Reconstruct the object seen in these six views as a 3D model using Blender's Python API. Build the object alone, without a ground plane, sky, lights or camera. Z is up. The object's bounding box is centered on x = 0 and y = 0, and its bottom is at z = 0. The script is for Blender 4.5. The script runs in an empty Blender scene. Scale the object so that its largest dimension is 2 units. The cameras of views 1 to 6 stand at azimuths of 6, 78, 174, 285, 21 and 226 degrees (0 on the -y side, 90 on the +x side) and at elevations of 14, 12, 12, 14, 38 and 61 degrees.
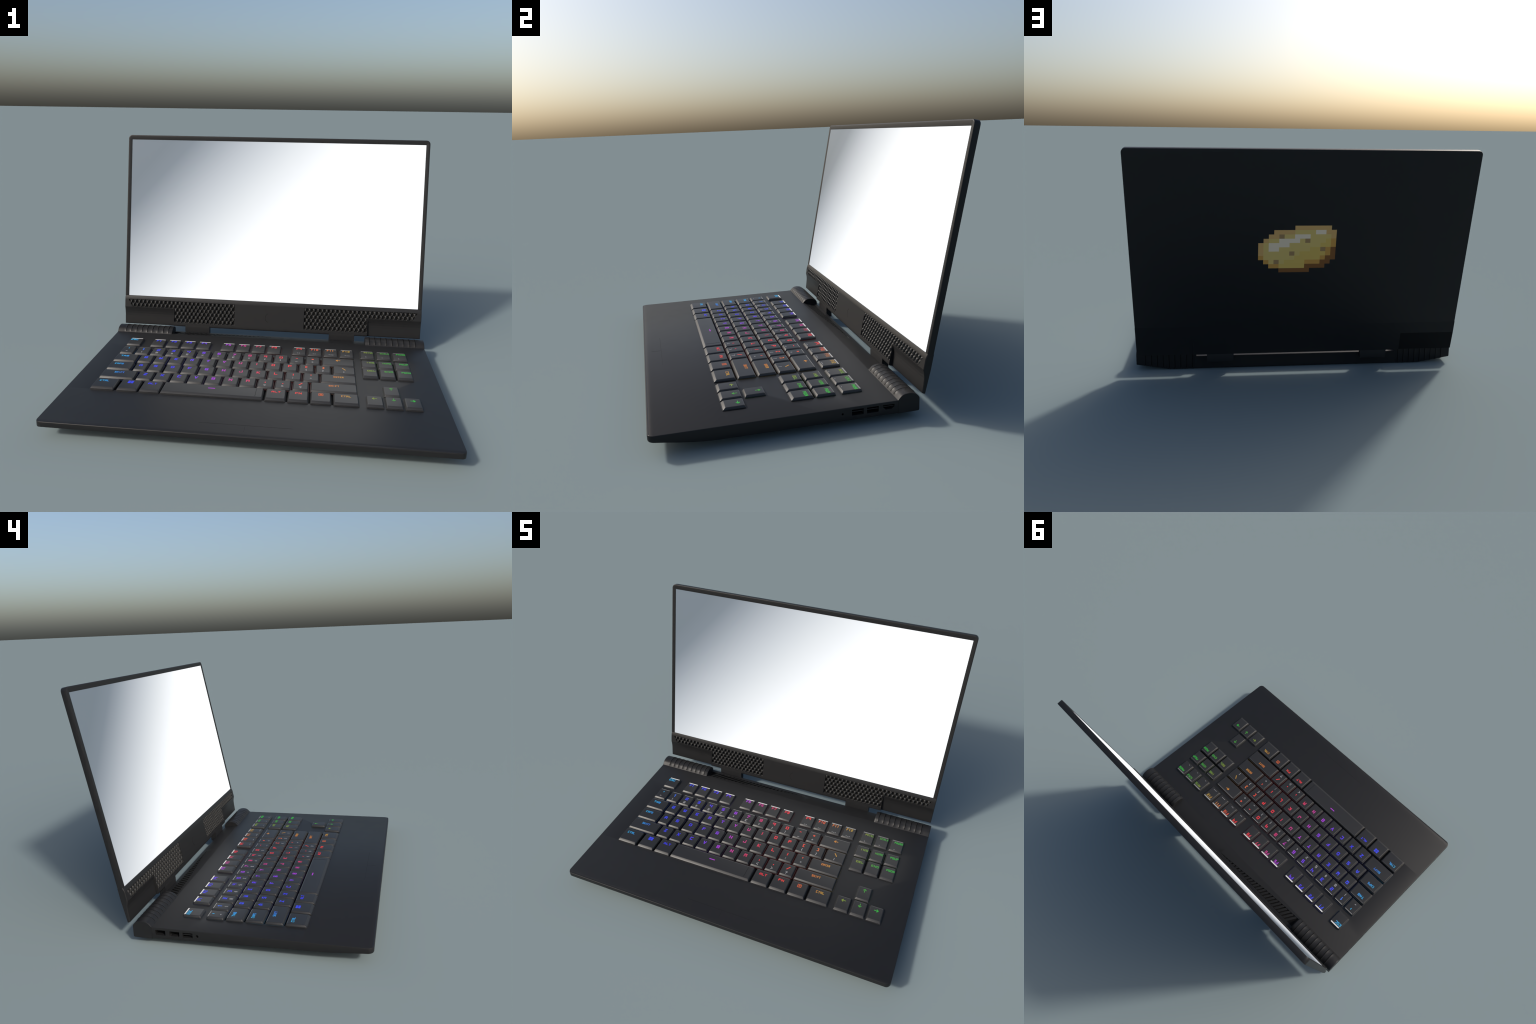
# A gaming laptop, open, with a lit keyboard and a bright screen.
import bpy, bmesh, math, random
from math import sin, cos, pi, sqrt
random.seed(7)
C = bpy.context.scene.collection

# ------------------------------------------------------------------ helpers
def lin(c):
    return tuple((v / 255 / 12.92 if v / 255 <= .04045 else ((v / 255 + .055) / 1.055) ** 2.4) for v in c)

def add_object(name, verts, faces, mat, parent=None, smooth=35, slots=None):
    me = bpy.data.meshes.new(name)
    me.from_pydata(verts, [], faces)
    mats = mat if isinstance(mat, (list, tuple)) else [mat]
    for m in mats:
        me.materials.append(m)
    if slots:
        for p, s in zip(me.polygons, slots):
            p.material_index = s
    bm = bmesh.new(); bm.from_mesh(me)
    bmesh.ops.remove_doubles(bm, verts=bm.verts, dist=1e-6)
    bmesh.ops.recalc_face_normals(bm, faces=bm.faces)
    bm.to_mesh(me); bm.free()
    if smooth:
        for p in me.polygons:
            p.use_smooth = True
        me.set_sharp_from_angle(angle=math.radians(smooth))
    ob = bpy.data.objects.new(name, me)
    C.objects.link(ob)
    if parent:
        ob.parent = parent
    return ob

class Mesh:
    """collects vertices and faces of one part"""
    def __init__(self):
        self.v, self.f, self.s = [], [], []
    def add(self, verts, faces, slot=0):
        n = len(self.v)
        self.v += list(verts)
        self.f += [tuple(i + n for i in q) for q in faces]
        self.s += [slot] * len(faces)
    def box(self, x0, x1, y0, y1, z0, z1, slot=0, to=None):
        p = [(x, y, z) for z in (z0, z1) for y in (y0, y1) for x in (x0, x1)]
        if to:
            p = [to(*q) for q in p]
        self.add(p, [(0, 2, 3, 1), (4, 5, 7, 6), (0, 1, 5, 4), (2, 6, 7, 3), (0, 4, 6, 2), (1, 3, 7, 5)], slot)
    def rings(self, rings, cap0=True, cap1=True, slots=None):
        n, k = len(rings[0]), len(self.v)
        for r in rings:
            self.v += r
        for i in range(len(rings) - 1):
            for j in range(n):
                a, b = k + i * n + j, k + i * n + (j + 1) % n
                self.f.append((a, b, b + n, a + n))
                self.s.append(slots(i, j) if slots else 0)
        if cap0:
            self.f.append(tuple(range(k + n - 1, k - 1, -1))); self.s.append(0)
        if cap1:
            self.f.append(tuple(range(k + (len(rings) - 1) * n, k + len(rings) * n))); self.s.append(0)
    def make(self, name, mat, parent=None, smooth=35):
        return add_object(name, self.v, self.f, mat, parent, smooth, self.s)

def interp(x, pts):
    if x <= pts[0][0]:
        return pts[0][1]
    for (a, p), (b, q) in zip(pts, pts[1:]):
        if x <= b:
            return p + (q - p) * (x - a) / (b - a)
    return pts[-1][1]

# ---------------------------------------------------------------- materials
def material(name):
    m = bpy.data.materials.new(name); m.use_nodes = True
    nt = m.node_tree
    return m, nt, nt.nodes["Principled BSDF"]

def plastic(name, col, rough, spec=.5, grain=.0, bump=.0):
    m, nt, b = material(name)
    b.inputs["Base Color"].default_value = (*col, 1)
    b.inputs["Roughness"].default_value = rough
    b.inputs["Specular IOR Level"].default_value = spec
    if grain:
        tc = nt.nodes.new("ShaderNodeTexCoord")
        n = nt.nodes.new("ShaderNodeTexNoise"); n.inputs["Scale"].default_value = 9; n.inputs["Detail"].default_value = 3
        nt.links.new(tc.outputs["Object"], n.inputs["Vector"])
        r = nt.nodes.new("ShaderNodeMapRange")
        r.inputs["To Min"].default_value = rough - grain; r.inputs["To Max"].default_value = rough + grain
        nt.links.new(n.outputs["Fac"], r.inputs["Value"])
        nt.links.new(r.outputs["Result"], b.inputs["Roughness"])
    return m

def ramp_x(nt, stops, axis="X"):
    """colour by world position across the keyboard"""
    g = nt.nodes.new("ShaderNodeNewGeometry")
    s = nt.nodes.new("ShaderNodeSeparateXYZ"); nt.links.new(g.outputs["Position"], s.inputs[0])
    r = nt.nodes.new("ShaderNodeMapRange"); r.inputs["From Min"].default_value = -1; r.inputs["From Max"].default_value = 1
    nt.links.new(s.outputs[axis], r.inputs["Value"])
    c = nt.nodes.new("ShaderNodeValToRGB")
    el = c.color_ramp.elements
    while len(el) < len(stops):
        el.new(.5)
    for e, (x, col) in zip(el, stops):
        e.position = (x + 1) / 2; e.color = (*col, 1)
    nt.links.new(r.outputs["Result"], c.inputs["Fac"])
    return c

RAINBOW = [(-.83, (38, 185, 245)), (-.76, (45, 135, 250)), (-.68, (48, 68, 255)), (-.50, (52, 48, 255)), (-.40, (95, 50, 255)),
           (-.29, (145, 50, 245)), (-.21, (195, 50, 222)), (-.13, (212, 46, 150)), (-.03, (225, 44, 92)), (.06, (250, 42, 62)),
           (.21, (255, 45, 46)), (.31, (255, 88, 46)), (.40, (232, 128, 44)), (.49, (212, 158, 46)), (.56, (180, 165, 44)), (.64, (120, 154, 40)), (.73, (58, 164, 48)),
           (.83, (38, 192, 56))]

def glow(name, strength, patchy=False):
    m, nt, b = material(name)
    c = ramp_x(nt, [(x, lin(k)) for x, k in RAINBOW])
    b.inputs["Base Color"].default_value = (.012, .012, .012, 1)
    b.inputs["Roughness"].default_value = .5
    nt.links.new(c.outputs["Color"], b.inputs["Emission Color"])
    b.inputs["Emission Strength"].default_value = strength
    if patchy:
        tc = nt.nodes.new("ShaderNodeTexCoord")
        n = nt.nodes.new("ShaderNodeTexNoise"); n.inputs["Scale"].default_value = 5; n.inputs["Detail"].default_value = 1
        nt.links.new(tc.outputs["Object"], n.inputs["Vector"])
        r = nt.nodes.new("ShaderNodeMapRange")
        r.inputs["From Min"].default_value = .42; r.inputs["From Max"].default_value = .68
        r.inputs["To Min"].default_value = strength * .15; r.inputs["To Max"].default_value = strength
        nt.links.new(n.outputs["Fac"], r.inputs["Value"])
        nt.links.new(r.outputs["Result"], b.inputs["Emission Strength"])
    return m

shell_mat = plastic("matte_black_plastic", (.0138, .0140, .0148), .42, .21, .02)
deck_mat = shell_mat
key_mat = plastic("keycap_plastic", (.0195, .0195, .0202), .39, .34, .03)
dark_mat = plastic("black_recess", (.005, .005, .005), .7, .1)
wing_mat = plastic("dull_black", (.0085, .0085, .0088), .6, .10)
seam_mat = plastic("pad_seam", (.009, .009, .009), .6, .15)
slat_mat = plastic("vent_plastic", (.0095, .0095, .0095), .5, .25)
gap_mat = plastic("seam_black", (.006, .006, .006), .7, .1)
grey_mat = plastic("grey_print", (.30, .30, .305), .5)
port_mat = plastic("port_lining", (.010, .009, .008), .5, .4)
side_mat = plastic("keycap_side", (.0175, .0175, .0175), .42, .5)
grille_mat = plastic("grille_plastic", (.0175, .0174, .0172), .48, .45)
legend_mat = glow("lit_legend", .72)
under_mat = glow("key_underglow", .055, True)

# rear-edge glints painted as emission: strongest along the function row, fading right
glint_mat, nt, b = material("lit_cap_edge")
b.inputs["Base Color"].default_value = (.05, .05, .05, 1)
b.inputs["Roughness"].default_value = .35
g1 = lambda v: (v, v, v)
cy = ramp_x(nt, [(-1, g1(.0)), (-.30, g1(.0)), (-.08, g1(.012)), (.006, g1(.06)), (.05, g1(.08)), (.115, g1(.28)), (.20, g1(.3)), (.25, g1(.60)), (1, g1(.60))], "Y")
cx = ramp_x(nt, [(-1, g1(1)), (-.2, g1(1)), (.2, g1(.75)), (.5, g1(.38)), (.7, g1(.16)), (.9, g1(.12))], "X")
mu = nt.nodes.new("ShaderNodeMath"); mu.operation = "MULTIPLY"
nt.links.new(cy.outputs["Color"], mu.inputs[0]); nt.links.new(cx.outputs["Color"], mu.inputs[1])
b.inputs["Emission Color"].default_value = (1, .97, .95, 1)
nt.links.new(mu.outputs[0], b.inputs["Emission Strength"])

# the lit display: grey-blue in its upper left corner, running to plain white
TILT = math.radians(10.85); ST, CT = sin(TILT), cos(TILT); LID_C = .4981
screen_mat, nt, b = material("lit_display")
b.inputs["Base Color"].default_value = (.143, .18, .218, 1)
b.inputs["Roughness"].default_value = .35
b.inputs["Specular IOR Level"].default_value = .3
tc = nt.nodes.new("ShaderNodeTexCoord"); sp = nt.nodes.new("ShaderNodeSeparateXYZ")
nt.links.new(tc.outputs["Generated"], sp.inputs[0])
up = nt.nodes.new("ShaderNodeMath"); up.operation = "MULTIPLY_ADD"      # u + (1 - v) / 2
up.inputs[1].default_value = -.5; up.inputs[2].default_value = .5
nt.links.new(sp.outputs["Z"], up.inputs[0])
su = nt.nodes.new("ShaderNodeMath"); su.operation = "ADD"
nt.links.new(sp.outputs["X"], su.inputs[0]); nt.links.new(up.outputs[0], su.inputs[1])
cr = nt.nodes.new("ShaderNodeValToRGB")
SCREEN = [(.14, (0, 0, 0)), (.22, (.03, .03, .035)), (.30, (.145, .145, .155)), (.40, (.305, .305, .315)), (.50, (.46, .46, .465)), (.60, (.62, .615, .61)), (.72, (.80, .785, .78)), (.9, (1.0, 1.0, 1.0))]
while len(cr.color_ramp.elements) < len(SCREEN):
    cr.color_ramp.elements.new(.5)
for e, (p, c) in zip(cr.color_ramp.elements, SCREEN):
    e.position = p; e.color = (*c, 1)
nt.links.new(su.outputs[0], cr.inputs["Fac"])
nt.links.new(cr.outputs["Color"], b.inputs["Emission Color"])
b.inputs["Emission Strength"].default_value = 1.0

# --------------------------------------------------------------- top object
laptop = bpy.data.objects.new("gaming_laptop", None); C.objects.link(laptop)
laptop["label"] = "open black gaming laptop with rainbow backlit keyboard and white screen"
laptop["category"] = "laptop"

DECK = .100
FRONT, FOLD, REAR, W, RC = -.7715, .387, .4955, 1.0, .030
# ------------------------------------------------------------------ chassis
# lower rim of the side walls (it runs a little higher on the left) and the belly between them
RIM_R = [(-.7715, .0740), (-.7700, .0715), (-.7660, .0698), (-.755, .0685), (-.742, .0670), (-.694, .0605), (-.635, .0514), (-.577, .044), (-.5385, .0403), (-.499, .0374), (-.44, .0363), (.40, .0345)]
RIM_L = [(-.7715, .0740), (-.7700, .0718), (-.7660, .0705), (-.755, .0698), (-.742, .0690), (-.681, .0650), (-.590, .0576), (-.544, .0550), (-.475, .0530), (-.31, .0510), (.40, .0365)]
BELLY = [(-.7715, .0738), (-.766, .0690), (-.742, .0660), (-.70, .0570), (-.60, .034), (-.50, .011), (-.45, .003), (-.42, 0), (.5, 0)]
def half_width(y):
    d = y - FRONT
    return W if d >= RC else W - RC + sqrt(max(0, RC * RC - (RC - d) ** 2))
def belly_half(y):
    return min(half_width(y) - .012, interp(y, [(-.75, .93), (-.45, .79), (.5, .79)]))
m = Mesh()
ys = sorted({round(q, 5) for q in [FRONT, FRONT + .0003, FRONT + .0008, FRONT + .0016, FRONT + .0026, FRONT + .0036, FRONT + .0046] + [FRONT + RC * (1 - cos(t * pi / 2 / 9)) for t in range(1, 10)] + [-.70, -.644, -.571, -.5385, -.497, -.45, -.42, -.392, 0, .2, FOLD]})
sections = []
BV = .0045
def side_half(y, rim, zt):
    hw, zb, xi = half_width(y), interp(y, BELLY), belly_half(y)
    zr = interp(y, rim)
    zb = min(zb, zr - .0002)
    f = .0022
    return [(hw - BV, zt), (hw - BV * .3, zt - BV * .3), (hw, zt - BV), (hw, zr + f), (hw - f * .3, zr + f * .3), (hw - f, zr), (xi, zb)]
for y in ys:
    d = min(1, (y - FRONT) / BV)
    zt = DECK - BV * (1 - sqrt(max(0, 1 - (1 - d) ** 2)))
    left, right = side_half(y, RIM_L, zt), side_half(y, RIM_R, zt)
    sections.append([(-x, y, z) for x, z in left] + [(x, y, z) for x, z in reversed(right)])
m.rings(sections)
chassis = m.make("chassis", deck_mat, laptop, 30)

# ports cut out of both sides
def cutter(name, build):
    c = Mesh(); build(c)
    return c.make(name, port_mat, None, 0)
def prism_x(c, pts, x0, x1):
    c.rings([[(x0, y, z) for y, z in pts], [(x1, y, z) for y, z in pts]])
rect = lambda y0, y1, z0, z1: [(y0, z0), (y1, z0), (y1, z1), (y0, z1)]
circle = lambda y, z, r, n=16: [(y + r * cos(2 * pi * i / n), z + r * sin(2 * pi * i / n)) for i in range(n)]
lan = [(.231, .061), (.238, .057), (.243, .0595), (.275, .0595), (.280, .057), (.287, .061), (.287, .0855), (.231, .0855)]
hdmi = [(.310, .0735), (.321, .066), (.323, .0625), (.355, .0625), (.357, .066), (.368, .0735), (.368, .0855), (.310, .0855)]
HOLES = [(-1, rect(.310, .367, .058, .086)), (-1, lan), (-1, rect(.157, .213, .0575, .0855)), (-1, circle(.132, .0705, .0078)),
         (1, hdmi), (1, rect(.231, .289, .0565, .086)), (1, rect(.157, .215, .0565, .086)), (1, circle(.112, .0705, .0052, 8))]
WELL = [(-.860, .541, -.418, .120), (.591, .860, -.090, .120)]
def all_holes(c):
    for s, pts in HOLES:
        prism_x(c, pts, s * .955, s * 1.02)
    for x0, x1, y0, y1 in WELL:
        c.box(x0, x1, y0, y1, .0915, .11)
cut = cutter("port_cutter", all_holes)
md = chassis.modifiers.new("ports", "BOOLEAN"); md.object = cut; md.operation = "DIFFERENCE"; md.solver = "EXACT"
bpy.context.view_layer.update()
me = bpy.data.meshes.new_from_object(chassis.evaluated_get(bpy.context.evaluated_depsgraph_get()))
chassis.modifiers.clear(); chassis.data = me; me.materials.append(gap_mat)
bpy.data.objects.remove(cut)
for p in me.polygons:
    c = p.center
    if abs(c.x) < .9985 and abs(c.x) > .95 and .09 < c.y < .375 and .055 < c.z < .0875 and abs(p.normal.x) < .9 or (abs(abs(c.x) - .955) < .002 and .09 < c.y < .375):
        p.material_index = me.materials.find(port_mat.name)
    if abs(c.x) < .9 and -.44 < c.y < .13 and .0905 < c.z < .0995:
        p.material_index = me.materials.find(gap_mat.name)
    p.use_smooth = True
me.set_sharp_from_angle(angle=math.radians(30))
t = Mesh()
for s, y0, y1, z in [(-1, .158, .212, .0745), (1, .232, .288, .0745), (1, .158, .214, .0745), (1, .314, .364, .0765)]:
    t.box(min(s * .956, s * .996), max(s * .956, s * .996), y0, y1, z - .0018, z + .0018)
t.make("port_tongue", shell_mat, chassis, 0)

# centre rear block, its top falling to the rear with a lens of vent slots
HB = .640
def slope_z(y):
    return interp(y, [(FOLD, DECK), (.397, .0992), (REAR, .0815)])
def arc_y(x):
    return interp(x, [(-.62, .4025), (-.47, .410), (-.32, .4215), (-.17, .4395), (-.02, .4545), (.08, .463), (.13, .467), (2, .467)])
m = Mesh()
cols = [-HB, -.630, -.6285] + [-.62 + .02 * i for i in range(38)] + [.16, .3, .5, HB]
prof = []
for x in cols:
    a = arc_y(x) if -.629 < x else .467
    d = .008 * min(1, max(0, (.4665 - a) / .012))
    e = min(a + .001, .467)
    rows = [(FOLD, DECK), (.392, .0998), (.397, slope_z(.397)), (a, slope_z(a)), (e, slope_z(e) - d), (.4672, slope_z(.4672) - d), (.468, slope_z(.468)), (.4925, slope_z(.4925)), (REAR, .0790), (REAR, .006), (.490, 0), (FOLD, 0)]
    prof.append([(x, y, z) for y, z in rows])
m.rings(prof)
rear_block = m.make("rear_deck", [deck_mat, dark_mat], chassis, 30)
for p in rear_block.data.polygons:                      # floor and walls of the vent
    if p.center.y < .4675 and p.center.y > .4026 and .02 < p.center.z < slope_z(p.center.y) - .0007 and abs(p.center.x) < .62:
        p.material_index = 1
m = Mesh()
x = -.612
while x < .13:                                        # slanting slats between the slots
    a = arc_y(x + .008) + .0012
    if a < .464:
        lean = .62 * (.4665 - a)
        for (x0, x1) in [(x, x + .0178)]:
            top = lambda y: slope_z(y) - .0008
            p = [(x0, a, top(a)), (x1, a, top(a)), (x1 + lean, .4665, top(.4665)), (x0 + lean, .4665, top(.4665))]
            m.add(p + [(q[0], q[1], q[2] - .0044) for q in p], [(0, 1, 2, 3), (4, 7, 6, 5), (0, 4, 5, 1), (1, 5, 6, 2), (2, 6, 7, 3), (3, 7, 4, 0)])
    x += .0288
vent = m.make("vent_slat", slat_mat, chassis, 0); vent["kind"] = "stuff"

# ribbed hinge covers at both rear corners
PROFILE = [(.386, .0995), (.3895, .1035), (.392, .1062), (.3985, .1135), (.405, .1195), (.413, .1238), (.4225, .1268), (.432, .1282), (.442, .1287), (.452, .1278), (.462, .1257), (.472, .1218), (.482, .1160), (.490, .1085), (.4945, .1015), (.4955, .098), (.4955, .075)]
RIBS = [.6570 + .0359 * i for i in range(9)]
def rib(x):
    d = min(abs(x - r) for r in RIBS)
    if x > .962 or x < .645:
        return 0
    lift = .0026 * max(0, 1 - d / .0175) ** 2
    return -.0034 if d < .00125 else lift
def cover(side):
    xs = [.632, .634, .644, .6455]
    for r in RIBS:
        xs += [r - .013, r - .007, r - .0035, r - .0016, r - .0012, r + .0012, r + .0016, r + .0035, r + .007, r + .013]
    xs += [.9615, .963, .996, .999, 1.0]
    xs = sorted(q for q in set(round(q, 5) for q in xs))
    mm = Mesh(); rings = []
    for x in xs:
        k = rib(x)
        zb = max(0, (x - .79) * .158)
        ins = .0012 if x in (.632, 1.0) else (.0003 if x in (.634, .999) else 0)
        pts = PROFILE + [(.4955, zb + .007), (.4935, zb + .0025), (.489, zb), (.44, zb), (.386, zb)]
        out = []
        for i, (y, z) in enumerate(pts):
            a, c = pts[i - 1] if i else pts[0], pts[(i + 1) % len(pts)] if i < len(pts) - 1 else pts[-1]
            ty, tz = c[0] - a[0], c[1] - a[1]
            L = sqrt(ty * ty + tz * tz) or 1
            w = interp(i, [(0, 0), (1, 0), (2, 1), (3, 1), (17, 1), (19, 1.0), (20, 1), (21, 0)])
            kk = (k if k < 0 or i >= 13 else k * .85) * w - ins * (1 if 0 < i < 20 else 0)
            yy, zz = y - tz / L * kk, z + ty / L * kk
            out.append((side * x, yy, max(zz, .0)))
        rings.append(out)
    mm.rings(rings, slots=lambda i, j: int(2 <= j <= 16 and min(abs((xs[i] + xs[i + 1]) / 2 - r) for r in RIBS) < .0015))
    return mm.make("hinge_cover", [shell_mat, gap_mat], chassis, 40)
for s in (-1, 1):
    cover(s)

# touch pad seams
m = Mesh()
m.box(-.224, .224, -.6720, -.6709, DECK - .001, DECK + .0003)
m.box(-.0005, .0005, -.728, -.6720, DECK - .001, DECK + .0003)
m.make("touch_pad_seam", seam_mat, chassis, 0)

# ----------------------------------------------------------------- keyboard
ROW = {"F": (.157, .261), "num": (.0285, .1275), "tab": (-.080, .018), "caps": (-.1905, -.091), "shift": (-.299, -.2005), "space": (-.4255, -.309), "up": (-.302, -.1965), "del": (-.097, .017), "arrow": (-.4255, -.3125)}
def run(row, left, names, ends):
    return [(row, n, a, b) for n, a, b in zip(names, left, ends)]
def evenly(row, x0, x1, names, gap=.009):
    p = (x1 - x0 + gap) / len(names)
    return [(row, n, x0 + p * i, x0 + p * (i + 1) - gap) for i, n in enumerate(names)]
keys = [("F", "ESC", -.866, -.775)]
keys += evenly("F", -.714, -.335, ["F1", "F2", "F3", "F4"])
keys += evenly("F", -.269, .107, ["F5", "F6", "F7", "F8"])
keys += evenly("F", .174, .549, ["F9", "F10", "F11", "F12"])
keys += evenly("F", .585, .866, ["PRTSC", "SCRLK", "PAUSE"])
keys += evenly("num", -.866, .346, ["`", "1", "2", "3", "4", "5", "6", "7", "8", "9", "0", "-", "="]) + [("num", "<-", .357, .547)]
keys += [("tab", "TAB", -.866, -.733), ("tab", "Q", -.721, -.638)] + [("tab", "W", -.628, -.551)] + evenly("tab", -.541, .409, ["E", "R", "T", "Y", "U", "I", "O", "P", "[", "]"]) + [("tab", "\\", .420, .547)]
keys += [("caps", "CAPS", -.866, -.726), ("caps", "A", -.712, -.640), ("caps", "S", -.631, -.548)] + evenly("caps", -.535, .343, ["D", "F", "G", "H", "J", "K", "L", ";", "'"]) + [("caps", "ENTER", .352, .547)]
keys += [("shift", "SHIFT", -.866, -.671)] + evenly("shift", -.660, .288, ["Z", "X", "C", "V", "B", "N", "M", ",", ".", "/"]) + [("shift", "SHIFT", .298, .547)]
keys += [("space", "CTRL", -.866, -.737), ("space", "#win", -.723, -.611), ("space", "ALT", -.601, -.492), ("space", "#space", -.486, .054), ("space", "ALT", .065, .173), ("space", "FN", .183, .290), ("space", "#menu", .300, .407), ("space", "CTRL", .418, .549)]
keys += evenly("num", .585, .866, ["INS", "HOME", "PGUP"]) + evenly("del", .585, .866, ["DEL", "END", "PGDN"])
keys += [("up", "#up", .681, .768)] + evenly("arrow", .585, .866, ["#left", "#down", "#right"])
SECOND = {"`": "~", "1": "!", "2": "@", "3": "#", "4": "$", "5": "%", "6": "^", "7": "&", "8": "*", "9": "(", "0": ")", "-": "_", "=": "+", "[": "{", "]": "}", "\\": "|", ";": ":", "'": '"', ",": "<", ".": ">", "/": "?"}

def rounded(x0, x1, y0, y1, z, r, n=3):
    out = []
    for cx, cy, a0 in ((x1 - r, y0 + r, -pi / 2), (x1 - r, y1 - r, 0), (x0 + r, y1 - r, pi / 2), (x0 + r, y0 + r, pi)):
        for i in range(n + 1):
            a = a0 + pi / 2 * i / n
            out.append((cx + r * cos(a), cy + r * sin(a), z))
    return out

cap_cache = {}
KEY_H = .0144
def cap_mesh(w, d, row):
    """one key cap: flared skirt, sloped sides, long front slope on the front rows, slightly dished top"""
    front = .0155 if row in ("space", "del", "arrow") else .0085
    back = .0115 if row == "F" else .0085
    rise = .0035 if row == "F" else .0055
    key = (round(w, 4), round(d, 4), front, back)
    if key in cap_cache:
        return cap_cache[key]
    x0, x1, y0, y1 = -w / 2, w / 2, 0, d
    def ring(s, f, b, z, r):
        return rounded(x0 + s, x1 - s, y0 + f, y1 - b, z, r)
    notch = .0038 if front > .015 else .0018
    rings = [ring(0, 0, 0, -.006, .004), ring(0, 0, 0, 0, .004), ring(.0002, .0002, .0002, .0036, .004), ring(.0010, notch, .0006, .0040, .004), ring(.0012, notch - .0004, .0010, .0056, .004),
             ring(.0048, front * .70, rise * .8, .0118, .004), ring(.0066, front * .93, rise, .0136, .0035), ring(.0076, front, back, KEY_H, .0032), ring(.0100, front + .003, back + .002, KEY_H + .0002, .003)]
    mm = Mesh()
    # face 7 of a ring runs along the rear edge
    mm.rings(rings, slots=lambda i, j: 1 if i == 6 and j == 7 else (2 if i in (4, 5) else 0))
    ob = mm.make("key", [key_mat, glint_mat, side_mat], None, 28)
    cap_cache[key] = ob.data
    bpy.data.objects.remove(ob)
    return cap_cache[key]

# squarish lettering: each stroke is a run of points, columns a-e and rows a-g
STROKES = dict(A="aaaecgeeea,aced", B="aaagegeaaa,aded", C="egagaaea", D="aaagdgefebdaaa", E="egagaaea,addd", F="egagaa,addd", G="egagaaeaedcd", H="aaag,eaeg,aded",
               I="cacg", J="egeaaaac", K="aaag,egadea", L="agaaea", M="aaagegea,cdcg", N="aaageaeg", O="aaagegeaaa", P="aaagegedad", Q="aaagegeaaa,ccea", R="aaagegedad,cdea",
               S="egagadedeaaa", T="ageg,cgca", U="agaaeaeg", V="agcaeg", W="agaaeaeg,cacd", X="aaeg,agea", Y="agcdeg,cdca", Z="agegaaea")
STROKES["A"] = "aaaecgeeea,acec"
STROKES.update({"0": "aaagegeaaa", "1": "bfcgca", "2": "agegedadaaea", "3": "agegeaaa,bded", "4": "agaded,egea", "5": "egagadedeaaa", "6": "egagaaeaedad", "7": "agegba", "8": "aaagegeaaa,aded", "9": "edadagegea",
                "`": "cgce", "-": "bddd", "=": "bede,bcdc", "[": "dgbgbada", "]": "bgdgdaba", "\\": "agea", ";": "cfce,ccca", "'": "cgce", ",": "ccca", ".": "cbca", "/": "aaeg",
                "~": "adbecdde", "!": "cgcc,cbca", "@": "aaagegeaaa,bddd", "#": "babg,dadg,aded", "$": "egagadedeaaa", "%": "aaeg,agbf,dbea", "^": "bdcgdd", "&": "egagaaea,adcd", "*": "bbdf,bfdb",
                "(": "dgcfcbda", ")": "bgcfcbba", "_": "aaea", "+": "cbcf,aded", "{": "dgcgcdbdcdcada", "}": "bgcgcdddcdcaba", "|": "cacg", ":": "cfce,cbca", '"': "bgbe,dgde", "<": "egadea", ">": "agedaa", "?": "agegedcdcc,cbca"})
def stroke_bar(mm, ax, ay, bx, by, t, h=.0004):
    dx, dy = bx - ax, by - ay
    n = sqrt(dx * dx + dy * dy) or 1
    ux, uy = dx / n * t / 2, dy / n * t / 2
    p = [(ax - ux - uy, ay - uy + ux), (ax - ux + uy, ay - uy - ux), (bx + ux + uy, by + uy - ux), (bx + ux - uy, by + uy + ux)]
    mm.add([(x, y, 0) for x, y in p] + [(x, y, h) for x, y in p], [(0, 1, 2, 3), (7, 6, 5, 4), (0, 4, 5, 1), (1, 5, 6, 2), (2, 6, 7, 3), (3, 7, 4, 0)])
def text_mesh(txt, cap, width, stroke):
    """cap: letter height, width: letter width, stroke: line weight"""
    mm = Mesh()
    pitch = width + stroke * 1.9
    x = -(len(txt) - 1) * pitch / 2
    for ch in txt:
        for run_ in STROKES.get(ch, "").split(","):
            pts = [(x + ("abcde".index(run_[i]) / 4 - .5) * width, ("abcdefg".index(run_[i + 1]) / 6 - .5) * cap) for i in range(0, len(run_), 2)]
            for k, (p, q) in enumerate(zip(pts, pts[1:])):
                stroke_bar(mm, *p, *q, stroke, .0004 + .00003 * (k % 5))
        x += pitch
    me = bpy.data.meshes.new("legend")
    me.from_pydata(mm.v, [], mm.f)
    return me

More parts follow.
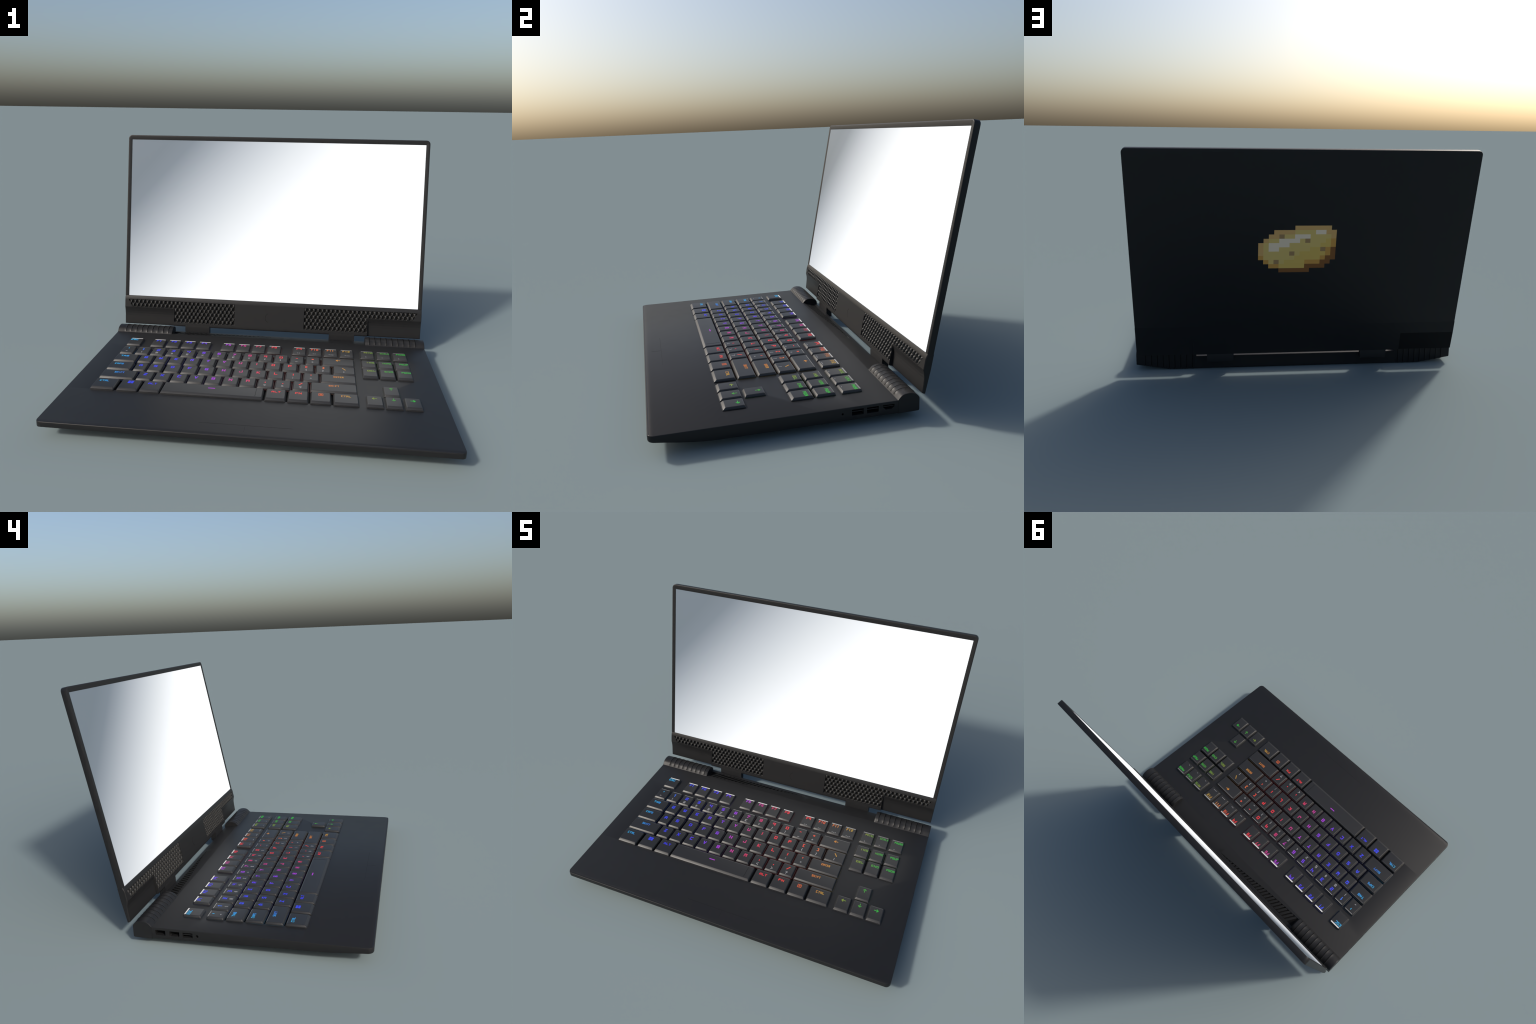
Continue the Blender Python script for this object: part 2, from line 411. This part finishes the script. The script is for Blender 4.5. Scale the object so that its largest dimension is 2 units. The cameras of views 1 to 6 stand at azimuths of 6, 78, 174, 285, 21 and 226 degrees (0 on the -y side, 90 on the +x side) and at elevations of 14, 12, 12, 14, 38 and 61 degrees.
def glyph(kind):
    """arrows, four-pane and menu marks from small bars"""
    mm = Mesh()
    def bar(ax, ay, bx, by, t):
        dx, dy = bx - ax, by - ay; L = sqrt(dx * dx + dy * dy); nx, ny = -dy / L * t / 2, dx / L * t / 2
        p = [(ax + nx, ay + ny), (ax - nx, ay - ny), (bx - nx, by - ny), (bx + nx, by + ny)]
        mm.add([(x, y, 0) for x, y in p] + [(x, y, .0005) for x, y in p], [(0, 1, 2, 3), (7, 6, 5, 4), (0, 4, 5, 1), (1, 5, 6, 2), (2, 6, 7, 3), (3, 7, 4, 0)])
    if kind == "#space":
        bar(-.0185, 0, .0185, 0, .006)
    elif kind == "#win":
        for a in (-.0082, .0082):
            for c in (-.0072, .0072):
                bar(a - .0070, c, a + .0070, c, .0120)
    elif kind == "#menu":
        for a in (-.011, .011):
            bar(a, -.011, a, .011, .0022)
        for c in (-.011, .011):
            bar(-.011, c, .011, c, .0022)
        for c in (-.004, .001, .006):
            bar(-.006, c, .006, c, .0022)
    else:
        d = {"#up": (0, 1), "#down": (0, -1), "#left": (-1, 0), "#right": (1, 0), "<-": (-1, 0)}[kind]
        r = lambda u, v: (d[0] * u - d[1] * v, d[1] * u + d[0] * v)
        for p, q in (((-.013, 0), (.012, 0)), ((.0125, 0), (.002, .0095)), ((.0125, 0), (.002, -.0095))):
            bar(*r(*p), *r(*q), .0042)
    return mm

def place_mesh(me, name, mat, x, y, z, parent):
    me.name = name
    me.materials.clear(); me.materials.append(mat)
    ob = bpy.data.objects.new(name, me); C.objects.link(ob)
    ob.location = (x, y, z); ob.parent = parent
    return ob

under = Mesh()
for row, name, xa, xb in keys:
    y0, y1 = ROW[row]
    cx = (xa + xb) / 2
    k = bpy.data.objects.new("key", cap_mesh(xb - xa, y1 - y0, row)); C.objects.link(k)
    k.location = (cx, y0, DECK - .0002); k.parent = laptop
    top = KEY_H + .0003
    e = .0016
    if row not in ("space", "arrow", "del"):
      under.rings([rounded(xa - e, xb + e, y0 - e, y1 + e, DECK - .002, .006), rounded(xa - e, xb + e, y0 - e, y1 + e, DECK + .0005, .006)])
    back_y = (y1 - y0)
    word = len(name) > 1 and name[0] != "#" and name not in ("<-",) and not name[0] == "F" or name == "FN"
    if name == "<-" or name[0] == "#":
        gy = back_y - (.033 if name != "#space" else .042)
        me = glyph(name).make("tmp", legend_mat, None, 0); data = me.data; bpy.data.objects.remove(me)
        lx = 0 if name != "#space" else -.007
        place_mesh(data, "key_legend", legend_mat, lx, gy, top, k)
    elif word:
        n = len(name)
        cap = .0140 if row != "F" or n > 3 else .0165
        me = text_mesh(name, cap, {2: .0125, 3: .0105, 4: .0082, 5: .0064}[n], .0034 if n < 4 else .0027)
        gy = back_y - (.0265 if row == "F" else .034)
        lx = -.012 if name in ("ESC", "CTRL", "CAPS", "TAB") and xa < 0 else (.01 if row in ("F", "num", "del") and xa > .5 else 0)
        place_mesh(me, "key_legend", legend_mat, lx, gy, top, k)
    elif row == "F":
        place_mesh(text_mesh(name, .0185, .0098 if len(name) == 2 else .0088, .0042 if len(name) == 2 else .0034), "key_legend", legend_mat, -.002, back_y - .027, top, k)
    else:
        small = name in "`',.;-=\\[]/"
        place_mesh(text_mesh(name, .0200, .0145, .0050), "key_legend", legend_mat, -.001, back_y - (.036 if name.isdigit() or small else .0385), top, k)
    if name in SECOND:
        place_mesh(text_mesh(SECOND[name], .0165, .0105, .0029), "key_legend", grey_mat, -.002, back_y - .074, top, k)
    if name in ("F9", "F10", "F11", "F12", "PRTSC", "SCRLK", "PAUSE"):
        mm = Mesh()
        for j in range({"F9": 2, "F10": 2, "F11": 3, "F12": 3}.get(name, 1)):
            mm.box(-.012 + .011 * j, -.006 + .011 * j, 0, .0035, 0, .0004)
        o = mm.make("tmp", grey_mat, None, 0); data = o.data; bpy.data.objects.remove(o)
        place_mesh(data, "key_legend", grey_mat, 0, .0135, top, k)
u = under.make("key_backlight", under_mat, laptop, 0); u["kind"] = "stuff"
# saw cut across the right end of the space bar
m = Mesh(); m.box(.0135, .0149, -.405, -.319, DECK + .010, DECK + KEY_H + .0004)
m.make("key_seam", gap_mat, laptop, 0)

# ---------------------------------------------------------------------- lid
def L(x, v, w):
    """lid frame: x across, v up the lid, w out of its back towards the user"""
    return (x, v * ST + (LID_C - w) * CT, v * CT - (LID_C - w) * ST)
BACK = -.0046
HX, V0, V1, VS, SX, ST_V = .9905, .2053, 1.488, .4024, .9655, 1.4583
def outline(ins, w, vbot, r=.024, n=7):
    x, t = HX - ins, V1 - ins
    r = max(r - ins, .001)
    pts = [(-x, vbot), (x, vbot)]
    for cx, a0 in ((x - r, 0), (-x + r, pi / 2)):
        for i in range(n + 1):
            a = a0 + pi / 2 * i / n
            pts.append((cx + r * cos(a), t - r + r * sin(a)))
    return [L(px, pv, w) for px, pv in pts]
def opening(w, dx=0, vbot=VS + .0004):
    n = 7
    x, t = SX - dx, ST_V - dx
    pts = [(-x, vbot), (x, vbot)] + [(x - .0005 * i * 0, t) for i in range(1)]
    pts = [(-x, vbot), (x, vbot)]
    for cx, a0 in ((x - .001, 0), (-x + .001, pi / 2)):
        for i in range(n + 1):
            a = a0 + pi / 2 * i / n
            pts.append((cx + .001 * cos(a), t - .001 + .001 * sin(a)))
    return [L(px, pv, w) for px, pv in pts]
m = Mesh()
m.rings([outline(.0030, BACK, VS), outline(.0009, BACK + .0009, VS), outline(0, BACK + .0032, VS), outline(0, .0252, VS), outline(.0010, .0277, VS), outline(.0030, .0286, VS), outline(.008, .0284, VS),
         opening(.0264, -.002, VS + .0002), opening(.0258), opening(.0200)])
lid = m.make("lid", shell_mat, laptop, 30)
m = Mesh()
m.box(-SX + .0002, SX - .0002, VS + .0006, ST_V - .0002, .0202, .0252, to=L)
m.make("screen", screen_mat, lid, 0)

# lower band of the lid: centre panel, two drawn-in wings and two speaker grilles
WX, WV = .648, .3255                                    # wing edges
GX0, GB, GT = .232, .2330, .3735                        # grille block
GP, GR = .0283, .0232                                   # spacing across, spacing of the rows
def strip_top(x):
    return GT + .004 * max(0, (x - GX0) / .73)
def in_grille(x, v):
    x = abs(x)
    if x < GX0 or v > strip_top(x):
        return False
    if x < WX - .003:
        return v > GB
    return v > WV + .0015 and x < .965 - (strip_top(x) - v) * .55
CHIN = [(.2053, -.003), (.2075, .0290), (.2130, .0325), (.2166, .0330), (.3755, .0330), (.383, .0322), (.392, .0300), (.400, .0272), (VS, .0262)]
WING = [(.2053, 0), (.2068, .0135), (.2085, .0147), (.235, .0162), (.262, .0178), (.280, .0196), (.296, .0228), (.310, .0272), (.319, .0308), (.3245, .0330)]
def chin_w(x, v):
    ax = abs(x)
    if ax > WX and v < WV:
        w = interp(v, WING)
    else:
        w = interp(v, CHIN)
    if ax > .9875:
        w -= min(w, .003 * (ax - .9875) / .003)
    if in_grille(x, v):
        # staggered studs and pits
        f = cos(2 * pi * (ax - GX0 - .008) / GP) * cos(pi * (GT - .0115 - v) / GR)
        t_ = min(1, max(0, (f + .30) / 1.02))
        w = .0232 + .0100 * sin(t_ * pi / 2)
    return w
def back_w(x, v):
    return BACK + (.0050 * (WV - v) / (WV - V0) if abs(x) > WX + .0005 and v < WV else 0)
xs = [-.9905, -.9890, -.9875]
step = GP / 12
k = int(.985 / step)
xs += [i * step for i in range(-k, k + 1)]
xs += [s * q for s in (-1, 1) for q in (WX - .0006, WX + .0006, WX + .0012, GX0 - .0002, GX0 + .0002, .9875, .9890, .9905)]
xs = sorted(set(round(q, 5) for q in xs))
vs = [p for p, _ in CHIN] + [p for p, _ in WING] + [GB - .0002, GB + .0002, WV - .0003, WV + .0003, WV + .0014, WV + .0016]
vs += [GB + .00193 * i for i in range(1, 74)] + [.322, .3745, .3765, .378]
vs = sorted(set(round(q, 5) for q in vs))
vs = [v for i, v in enumerate(vs) if i == 0 or v - vs[i - 1] > 1.5e-4]
NX, NV = len(xs), len(vs)
front = [L(x, v, chin_w(x, v)) for v in vs for x in xs]
panel, gl, gr = Mesh(), Mesh(), Mesh()
used = {}
def emit(mesh, q, pit=0):
    ids = used.setdefault(id(mesh), {})
    out = []
    for i in q:
        if i not in ids:
            ids[i] = len(mesh.v); mesh.v.append(front[i])
        out.append(ids[i])
    mesh.f.append(tuple(out)); mesh.s.append(pit)
for j in range(NV - 1):
    for i in range(NX - 1):
        q = (j * NX + i, j * NX + i + 1, (j + 1) * NX + i + 1, (j + 1) * NX + i)
        mx, mv = (xs[i] + xs[i + 1]) / 2, (vs[j] + vs[j + 1]) / 2
        if in_grille(mx, mv):
            emit(gl if mx < 0 else gr, q, int(chin_w(mx, mv) < .0262))
        else:
            emit(panel, q)
rear = Mesh()
# back and sides of the band
bx = [-HX, -WX - .0008, -WX, WX, WX + .0008, HX]; bvv = [V0, WV, VS]
for j in range(len(bvv) - 1):
    for i in range(len(bx) - 1):
        p = [(bx[i], bvv[j]), (bx[i], bvv[j + 1]), (bx[i + 1], bvv[j + 1]), (bx[i + 1], bvv[j])]
        rear.add([L(x, v, back_w(x, v)) for x, v in p], [(0, 1, 2, 3)], int(i == 0 and j == 0))
for s in (-1, 1):
    for a, c in zip(vs, vs[1:]):
        panel.add([L(s * HX, a, chin_w(HX, a)), L(s * HX, c, chin_w(HX, c)), L(s * HX, c, back_w(HX, c)), L(s * HX, a, back_w(HX, a))], [(0, 1, 2, 3)])
for a, c in zip(xs, xs[1:]):
    panel.add([L(a, V0, chin_w(a, V0)), L(c, V0, chin_w(c, V0)), L(c, V0, back_w(c, V0)), L(a, V0, back_w(a, V0))], [(0, 1, 2, 3)])
rear.make("lid_rear_band", [shell_mat, wing_mat], lid, 0)
chin = panel.make("lower_bezel", shell_mat, lid, 40)
for g in (gl, gr):
    g.make("speaker_grille", [grille_mat, dark_mat], lid, 50)

# round power button: the shadow on its left rim modelled as a dark arc
m = Mesh(); R, n = .031, 20
rings = []
for i in range(n + 1):
    a = pi * (.62 + .76 * i / n)
    rings.append([L((R + .0010 * cos(t)) * cos(a) + .005, .2955 + (R + .0010 * cos(t)) * sin(a), .0330 + .0006 * sin(t)) for t in (0, pi / 2, pi, 3 * pi / 2)])
m.rings(rings)
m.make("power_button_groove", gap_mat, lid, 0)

# hinge knuckles between base and lid
for s in (-1, 1):
    m = Mesh()
    prof = [(.4935, .060), (.4935, .110), (.4965, .125), (.527, .125), (.531, .118), (.531, .058), (.528, .054), (.497, .054)]
    m.rings([[(s * x, y, z) for y, z in prof] for x in (.4005, .5655)])
    m.make("hinge", shell_mat, laptop, 30)

# pixel picture of a potato on the back of the lid
PXW, PXH, COLS, ROWS, EX0, EV0 = .0301, .02645, 15, 11, .2588, 1.0504
LEFT, RIGHT = (7, 3, 2, 1, 0, 0, 0, 0, 1, 2, 4), (13, 14, 14, 14, 14, 14, 14, 14, 13, 12, 9)      # run of each pixel row
def inside(c, r):
    return 0 <= r < ROWS and LEFT[r] <= c <= RIGHT[r]
POTATO = {"skin": (.68, .395, .145), "flesh": (.71, .50, .165), "low_flesh": (.70, .465, .12), "gloss": (.86, .68, .49), "shade": (.61, .315, .076), "deep": (.235, .10, .034), "eye": (.385, .235, .107)}
names = list(POTATO)
pm = [plastic("potato_" + n, POTATO[n], .7, .1) for n in names]
EYES = {(4, 2), (9, 3), (12, 5), (6, 6), (3, 8)}
def tone(c, r):
    if (c, r) in EYES:
        return "eye"
    rim = not (inside(c + 1, r) and inside(c, r + 1) and inside(c + 1, r + 1))
    if rim and (r == 10 or c + 1.3 * r > 20):
        return "deep"
    if (rim and r >= 3) or (r >= 5 and not inside(c + 2, r)) or (c > 8 and r > 5 and not inside(c + 1, r + 2)) or (r >= 8 and not inside(c - 1, r)):
        return "shade"
    if not inside(c, r - 1) or not inside(c - 1, r) or not inside(c + 1, r) or (r == 2 and not inside(c - 1, 1)) or (r == 1 and c > 12):
        return "skin"
    if (2 <= c <= 9 and -1.6 < c + 2.1 * r - 11.6 - (c > 5) * .5 < 2.2 and 2 <= r <= 5) or (r == 1 and c in (11, 12)):
        return "gloss"
    return "low_flesh" if c + 1.6 * r > 17.5 else "flesh"
m = Mesh()
for r in range(ROWS):
    for c in range(COLS):
        if inside(c, r):
            k = names.index(tone(c, r))
            m.box(EX0 - (c + 1) * PXW, EX0 - c * PXW, EV0 - (r + 1) * PXH, EV0 - r * PXH, BACK - .0008, BACK + .0008, k, to=L)
m.make("lid_emblem", pm, lid, 0)
